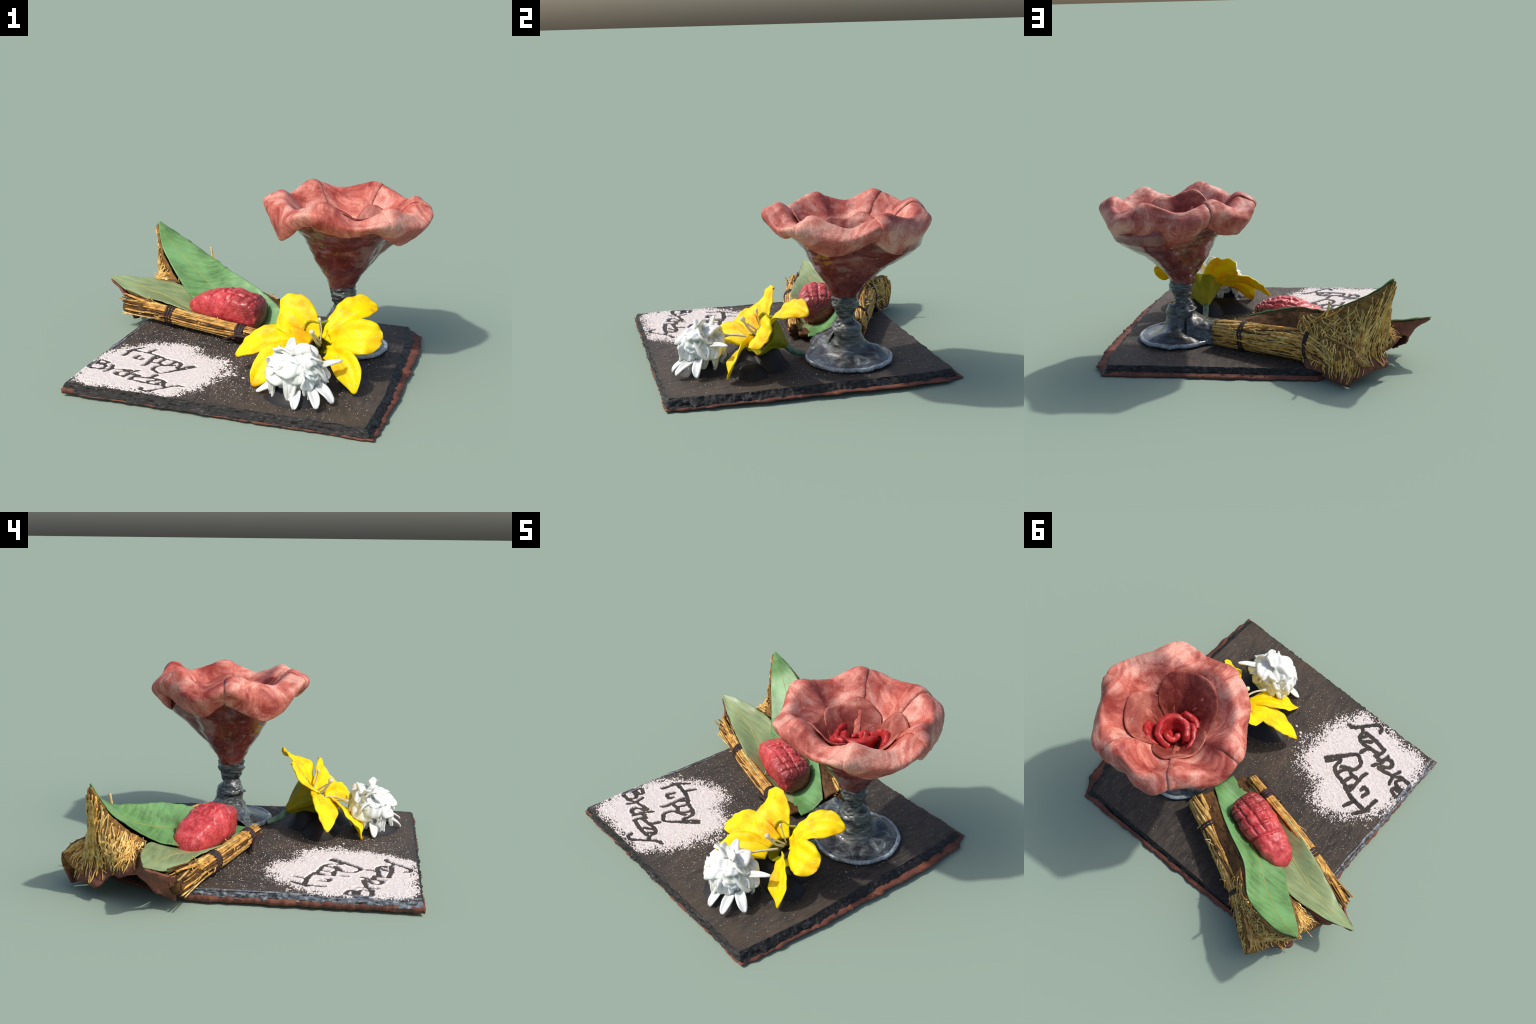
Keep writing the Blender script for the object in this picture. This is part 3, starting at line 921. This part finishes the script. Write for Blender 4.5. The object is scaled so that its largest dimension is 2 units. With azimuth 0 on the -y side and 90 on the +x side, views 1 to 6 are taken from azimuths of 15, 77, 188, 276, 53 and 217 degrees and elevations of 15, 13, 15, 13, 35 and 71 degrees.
scatter_on(WALL_GRID, 330)
scatter_on(SPUR_GRID, 70)
scatter_on(np.swapaxes(FAN_GRID, 0, 1), 80, 0.6, (-.45, .70, 0.0))
for bnd, cnt in ((back, 190), (front, 90)):
    path, L, s, wa, wb = bnd
    for k in range(cnt):
        u = r.uniform(0.1, 0.9)
        u = min(u, 1.0)
        ph = r.uniform(-0.6, math.pi + 0.6)
        C = np.array([np.interp(u, s, path[:, q]) for q in range(3)])
        l = np.array([np.interp(u, s, L[:, q]) for q in range(3)])
        base = C + np.interp(u, s, wa) * 1.03 * math.cos(ph) * l + np.array([0, 0, np.interp(u, s, wb) * 1.03 * math.sin(ph)])
        Tn = unit(path[-1] - path[0])
        d1 = unit(Tn * r.choice([1, 1, 1, -1]) + 0.35 * r.normal(0, 1, 3) * np.array([1, 1, 0.7]))
        ln = r.uniform(0.02, 0.06)
        tt = np.linspace(0, 1, 7)[:, None]
        Pp = base + d1 * ln * tt + 0.02 * r.normal(0, 1, 3) * tt ** 2 * 0.5
        Pp[:, 2] = np.maximum(Pp[:, 2], 0.02)
        loose.append((k % 3, tube(Pp, np.linspace(0.0034, 0.0020, 7), 5)))
# tuft between the two leaves
for k in range(110):
    x, y = r.uniform(-0.74, -0.54), 0
    y = 0.47 + (-(x + 0.55)) * 0.45 + r.normal(0, 0.02)
    base = np.array([x, y, 0.19 + 0.25 * max(0, -(x + 0.60)) + r.normal(0, 0.012)])
    d1 = unit(np.array([-0.8, 0.1, 0.1]) + 0.5 * r.normal(0, 1, 3))
    tt = np.linspace(0, 1, 7)[:, None]
    loose.append((k % 3, tube(base + d1 * r.uniform(0.03, 0.09) * tt + 0.012 * r.normal(0, 1, 3) * tt ** 2, np.linspace(0.0036, 0.0022, 7), 5)))
for q, mt in enumerate((STRAW, STRAW_PALE, STRAW_PALE)):
    V, F = join([m for w, m in loose if w == q])
    add_mesh("loose_straw", V, F, mt, raft, stuff=True)
V, F = tube(catmull(np.array([(-.405, .665, .34), (-.42, .672, .39), (-.431, .678, .447)]), 8), 0.007, 6)
add_mesh("straw_twig", V, F, STRAW_PALE, raft)

# ------------------------------------------------------------------- leaves
def leaf(name, left, midrib, right, mat, label, seed, th=0.007, rib_lift=0.005):
    root = thing(name, tuple(np.array(midrib[0])), label, "leaf")
    rows_ = [left, midrib, right]
    A = catmull(np.array(rows_, float), 90)             # (3, 90, 3)
    P = np.swapaxes(catmull(np.swapaxes(A, 0, 1), 41), 0, 1)
    P = np.swapaxes(P, 0, 1)                             # (90, 41, 3)
    edge = np.abs(np.linspace(-1, 1, 41))[None] ** 3
    P = P + np.array([0, 0, 1.0]) * (0.006 * edge * vnoise(P, 22, seed) + 0.003 * vnoise(P, 14, seed + 1))[..., None]
    t_ = th * np.ones((90, 41))
    t_[:, [0, -1]] = 0.003
    V, F = sheet(P, t_)
    add_mesh("leaf_blade", V, F, mat, root)
    up = np.sign(grid_normals(P)[45, 20, 2]) * grid_normals(P)
    V, F = tube((P + up * (th / 2))[30:86:1, 20], np.linspace(0.0035, 0.0015, 56), 6, 0.6)
    add_mesh("leaf_midrib", V, F, LEAF_RIB, root)
    return root


leaf("bamboo_leaf",
     [(.245, .215, .165), (.078, .329, .245), (-.064, .408, .305), (-.25, .503, .362), (-.412, .650, .388), (-.655, .702, .506), (-.775, .676, .582)],
     [(.235, .140, .115), (.05, .225, .130), (-.10, .315, .165), (-.284, .411, .235), (-.463, .538, .308), (-.665, .640, .445), (-.782, .670, .586)],
     [(.221, .066, .105), (.03, .120, .105), (-.16, .195, .125), (-.36, .290, .165), (-.549, .447, .259), (-.727, .589, .431), (-.788, .664, .580)],
     LEAF_GREEN, "broad green bamboo leaf curving up to a point", 151)
leaf("bamboo_leaf",
     [(.11, .150, .108), (-.10, .250, .118), (-.32, .360, .150), (-.545, .448, .240), (-.774, .441, .268), (-.90, .415, .272), (-.995, .382, .270)],
     [(.09, .075, .108), (-.12, .140, .118), (-.35, .225, .142), (-.592, .319, .197), (-.79, .365, .228), (-.90, .378, .246), (-.998, .378, .270)],
     [(.07, .015, .130), (-.13, .050, .160), (-.34, .105, .182), (-.522, .169, .205), (-.72, .250, .200), (-.845, .305, .202), (-.996, .374, .268)],
     LEAF_OLIVE, "olive bamboo leaf lying flat with pale midrib", 161)

# --------------------------------------------------------------- scored meat
bite = thing("scored_meat", (-0.18, 0.24, 0.12), "glossy red oblong of meat with crossed knife cuts", "meat")
axis = catmull(np.array([(0.070, .185, .200), (-0.02, .200, .208), (-.18, .242, .215), (-.32, .285, .198), (-.435, .315, .170)]), 110)
Ta, La = frame(axis)
s = np.linspace(0, 1, 110)
ra = np.interp(s, [0, .03, .09, .2, .45, .7, .88, .96, 1], [.012, .058, .090, .108, .115, .103, .078, .050, .010])
rb = np.interp(s, [0, .03, .09, .2, .45, .7, .88, .96, 1], [.010, .052, .083, .100, .109, .092, .062, .038, .008])
ph = np.linspace(0, TAU, 120, endpoint=False)
cosp, sinp = np.cos(ph)[None], np.sin(ph)[None]
sq = 1.0 / (np.abs(cosp) ** 2.6 + np.abs(sinp) ** 2.6) ** (1 / 2.6)
P = axis[:, None] + (ra[:, None] * cosp * sq)[..., None] * -La[:, None] + (rb[:, None] * sinp * sq)[..., None] * np.array([0, 0, 1.0])
n = unit(P - axis[:, None])
# crossed cuts on the upper back half: cross cuts at fixed stations, long cuts at fixed angles
S = np.repeat(s[:, None], 120, 1)
PH = np.repeat(np.degrees(ph)[None], 110, 0)
top_mask = sstep(20, 60, PH) * (1 - sstep(150, 185, PH)) * sstep(0.06, 0.14, S) * (1 - sstep(0.62, 0.70, S))
wig = 0.008 * vnoise(P, 14, 171)
cuts = np.zeros_like(S)
for c0, dp in ((0.15, 1.2), (0.25, 1.3), (0.35, 1.4), (0.46, 1.4), (0.58, 1.9)):
    cuts += dp * np.exp(-((S + 0.0006 * (PH - 100) + wig - c0) / 0.010) ** 2)
for c0, dp in ((62, .8), (92, 1.0), (122, 1.0), (150, .9)):
    cuts += dp * np.exp(-((PH + 300 * wig - c0) / 3.2) ** 2) * (1 - sstep(0.52, 0.60, S))
disp = -0.013 * cuts * top_mask + 0.010 * fbm(P, 11, 173) + 0.004 * vnoise(P * np.array([1, 1, .5]), 45, 175)
disp = disp + 0.012 * np.exp(-((S - 0.05) / 0.03) ** 2) * sstep(50, 110, PH) * (1 - sstep(150, 180, PH))
P = P + n * disp[..., None]
F = [tuple(f) for f in grid_faces(110, 120, 0, True)] + [tuple(range(120))[::-1], tuple(range(109 * 120, 110 * 120))]
add_mesh("meat_piece", P.reshape(-1, 3), F, SEARED, bite)

# ------------------------------------------------------------ yellow flower
flower = thing("yellow_lily", (0.45, -0.10, TOP), "bright yellow trumpet flower with six curling petals", "flower")
PROFILE = np.array([(0, .48), (.18, .68), (.38, .92), (.55, 1.0), (.70, .92), (.84, .66), (.94, .36), (1, .10)])


def petal_grid(base, mid, tip, width, face, cup=0.25, ruffle=0.01, twist=0.0, nu=40, nv=25, prof=PROFILE, seed=0):
    base, mid, tip = (np.array(v, float) for v in (base, mid, tip))
    ctrl = 2 * mid - 0.5 * (base + tip)
    s_ = np.linspace(0, 1, nu)[:, None]
    C = (1 - s_) ** 2 * base + 2 * s_ * (1 - s_) * ctrl + s_ ** 2 * tip
    T = unit(np.gradient(C, axis=0))
    L = unit(np.cross(np.array(face, float)[None], T))
    N = unit(np.cross(T, L))
    w = width * catmull(np.stack([prof[:, 0], prof[:, 1]], -1), 200)
    w = width * np.interp(s_[:, 0], prof[:, 0], prof[:, 1])
    w = np.convolve(np.pad(w, 2, mode="edge"), [.1, .2, .4, .2, .1], "valid")
    w[-1] *= 0.5
    t_ = np.linspace(-1, 1, nv)[None]
    a = twist * s_
    P = C[:, None] + (w[:, None] * t_)[..., None] * (np.cos(a)[..., None] * L[:, None] + np.sin(a)[..., None] * N[:, None])
    P = P + (cup * w[:, None] * (t_ ** 2 - 0.3))[..., None] * N[:, None]
    rip = ruffle * np.abs(t_) ** 2 * vnoise(P, 24, seed) * 1.6 + 0.25 * ruffle * np.cos(t_ * 9) * np.sin(math.pi * s_)
    return P + rip[..., None] * N[:, None]


def petal_mesh(name, mat, parent, th, **kw):
    P = petal_grid(**kw)
    w = np.full(P.shape[:2], th)
    w[:, [0, -1]] = th * 0.35
    w[-1] = th * 0.35
    V, F = sheet(P, w)
    return P, add_mesh(name, V, F, mat, parent)


BROAD = np.array([(0, .50), (.18, .72), (.38, .94), (.58, 1.0), (.76, .95), (.90, .75), (.97, .50), (1, .25)])
PETALS = [
    dict(base=(.53, -.27, .255), mid=(.645, -.182, .405), tip=(.772, -.085, .408), width=.092, face=(-.15, -.56, .74), cup=.12),
    dict(base=(.45, -.275, .240), mid=(.350, -.248, .362), tip=(.255, -.214, .378), width=.118, face=(.14, -.70, .60), cup=.16, prof=BROAD),
    dict(base=(.45, -.31, .235), mid=(.255, -.355, .272), tip=(.064, -.378, .145), width=.090, face=(-.15, -.55, .82), cup=.12),
    dict(base=(.45, -.36, .195), mid=(.325, -.470, .205), tip=(.212, -.574, .068), width=.095, face=(.15, -.55, .80), cup=.22),
    dict(base=(.55, -.35, .215), mid=(.668, -.455, .205), tip=(.738, -.528, .080), width=.072, face=(-.20, -.80, .50), cup=.35),
    dict(base=(.56, -.29, .250), mid=(.700, -.345, .322), tip=(.832, -.322, .308), width=.098, face=(.00, -.83, .56), cup=.10, prof=BROAD),
]
drops = []
for k, pd in enumerate(PETALS):
    P, ob = petal_mesh("petal", YELLOW, flower, 0.008, ruffle=0.012, seed=181 + k, **pd)
    N = grid_normals(P)
    N = N * np.sign(np.einsum("ijk,k->ij", N, np.array(pd["face"])))[..., None]
    r = np.random.default_rng(190 + k)
    for q in range(6):
        i, j = int(r.integers(10, 36)), int(r.integers(5, 20))
        rad = r.uniform(0.0035, 0.0065)
        uu = np.linspace(0.15, math.pi - 0.15, 6)
        path = P[i, j] + N[i, j] * (0.004 - 0.5 * rad * np.cos(uu))[:, None]
        drops.append(tube(path, rad * np.sin(uu), 8))
V, F = join(drops)
add_mesh("water_drop", V, F, DROP, flower, stuff=True)
# trumpet tube behind the petals, and the stem
tp_ = catmull(np.array([(.452, -.135, .150), (.462, -.175, .178), (.480, -.225, .210), (.500, -.285, .245)]), 30)
rad = np.interp(np.linspace(0, 1, 30), [0, .25, .6, 1], [.018, .034, .072, .118])
Tt = unit(np.gradient(tp_, axis=0))
A = unit(np.cross(Tt, [0, 0, 1.0]))
B = np.cross(Tt, A)
ang = np.linspace(0, TAU, 48, endpoint=False)
P = tp_[:, None] + (rad[:, None] * (1 + 0.10 * np.cos(6 * ang))[None])[..., None] * (np.cos(ang)[None, :, None] * A[:, None] + np.sin(ang)[None, :, None] * B[:, None])
P = np.concatenate([P, P[:, :1]], 1)
V, F = sheet(P, 0.008)
add_mesh("flower_tube", V, F, YELLOW_GREEN, flower)
V, F = tube(catmull(np.array([(.458, -.165, .175), (.450, -.13, .145), (.446, -.095, .108), (.442, -.050, .088), (.440, -.02, .078)]), 20), np.linspace(.021, .017, 20), 12)
add_mesh("stem", V, F, STEM, flower)
for pts, r0 in (([(.50, -.27, .24), (.507, -.295, .32), (.495, -.306, .390)], .0045), ([(.50, -.29, .23), (.49, -.345, .27), (.471, -.386, .342)], .0085),
                ([(.49, -.32, .22), (.46, -.41, .235), (.41, -.49, .225)], .0075), ([(.505, -.28, .24), (.492, -.33, .285), (.482, -.36, .300)], .007)):
    c = catmull(np.array(pts), 14)
    rr = r0 * np.concatenate([np.linspace(1, .8, 11), [1.2, 1.9, 1.2]])
    V, F = tube(c, rr, 8)
    add_mesh("stamen", V, F, STAMEN, flower)

# ------------------------------------------------------ carved white flower
white = thing("white_blossom", (0.46, -0.63, TOP), "carved white blossom with many thick drooping petals", "flower")
WC = np.array([0.446, -0.614, 0.178])
th = np.linspace(0.02, math.pi - 0.02, 40)[:, None]
ph = np.linspace(0, TAU, 64, endpoint=False)[None]
dirs = np.stack([np.sin(th) * np.cos(ph), np.sin(th) * np.sin(ph), np.cos(th) * np.ones_like(ph)], -1)
P = WC + dirs * np.array([.104, .094, .110]) * (1 + 0.12 * fbm(dirs, 3.2, 201))[..., None]
F = [tuple(f) for f in grid_faces(40, 64, 0, True)] + [tuple(range(64))[::-1], tuple(range(39 * 64, 40 * 64))]
add_mesh("blossom_core", P.reshape(-1, 3), F, WHITE, white)
BLUNT = np.array([(0, .80), (.3, 1.0), (.6, 1.05), (.85, .95), (.95, .75), (1, .45)])
SHARP = np.array([(0, .85), (.25, 1.0), (.5, .92), (.75, .72), (.92, .45), (1, .15)])
r = np.random.default_rng(211)
GOLD = math.pi * (3 - math.sqrt(5))
NP = 54
SHELL = np.array([.112, .100, .112])


def on_shell(az, lat, k):
    lat = max(-1.25, min(1.5, lat))
    return WC + k * SHELL * np.array([math.cos(lat) * math.cos(az), math.cos(lat) * math.sin(az), math.sin(lat)])


for k in range(NP):
    # overlapping petals run down the ball like shingles and flare at the tip
    zc = 0.98 - 1.35 * (k + 0.5) / NP
    az = k * GOLD + r.normal(0, 0.2)
    lat = math.asin(zc)
    az2 = az + r.normal(0, 0.22)
    lower = lat < 0.15
    base = on_shell(az, lat + 0.45, 0.86)
    mid = on_shell(0.5 * (az + az2), lat, r.uniform(1.02, 1.14))
    tip = on_shell(az2, lat - (0.60 if lower else 0.42), r.uniform(1.18, 1.42))
    if lower:
        tip = tip + np.array([0, 0, -r.uniform(0.0, 0.035)])
        wd, prof = r.uniform(0.024, 0.036), SHARP
    else:
        wd, prof = r.uniform(0.044, 0.066), BLUNT
        if lat > 0.95:
            tip = tip + np.array([0, 0, r.uniform(0.0, 0.025)])
    tip[2] = max(tip[2], 0.066)
    mid[2] = max(mid[2], 0.075)
    face = unit(mid - WC) + 0.3 * r.normal(0, 1, 3)
    petal_mesh("white_petal", WHITE, white, 0.013, base=base, mid=mid, tip=tip, width=wd, face=face, cup=r.uniform(-0.55, 0.35), ruffle=0.022, nu=22, nv=15, prof=prof, seed=220 + k)
for base, mid, tip, wd in (((.52, -.60, .21), (.60, -.555, .238), (.665, -.508, .246), .022), ((.36, -.62, .14), (.30, -.63, .10), (.250, -.636, .070), .026), ((.47, -.70, .13), (.48, -.755, .105), (.485, -.787, .066), .028),
                           ((.57, -.65, .15), (.625, -.672, .12), (.655, -.680, .078), .030), ((.55, -.69, .14), (.580, -.75, .115), (.595, -.785, .085), .028), ((.40, -.57, .25), (.405, -.545, .30), (.410, -.53, .345), .030)):
    petal_mesh("white_petal", WHITE, white, 0.012, base=base, mid=mid, tip=tip, width=wd, face=(0.1, -0.3, 0.9), cup=0.4, ruffle=0.004, nu=18, nv=9, prof=SHARP, seed=300)

# humps for the scan's web under both flowers, its baked shade in the colour
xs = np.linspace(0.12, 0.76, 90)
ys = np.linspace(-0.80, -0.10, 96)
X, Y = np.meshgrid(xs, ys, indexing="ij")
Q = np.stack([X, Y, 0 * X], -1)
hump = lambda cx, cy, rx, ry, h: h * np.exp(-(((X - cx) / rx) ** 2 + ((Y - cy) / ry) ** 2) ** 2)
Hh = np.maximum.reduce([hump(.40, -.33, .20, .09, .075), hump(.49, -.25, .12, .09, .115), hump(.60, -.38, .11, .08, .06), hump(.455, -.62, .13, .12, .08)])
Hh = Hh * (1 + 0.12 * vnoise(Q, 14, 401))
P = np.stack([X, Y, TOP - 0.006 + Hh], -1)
add_mesh("flower_scan_web", P.reshape(-1, 3), grid_faces(90, 96), FLOWER_WEB, flower)
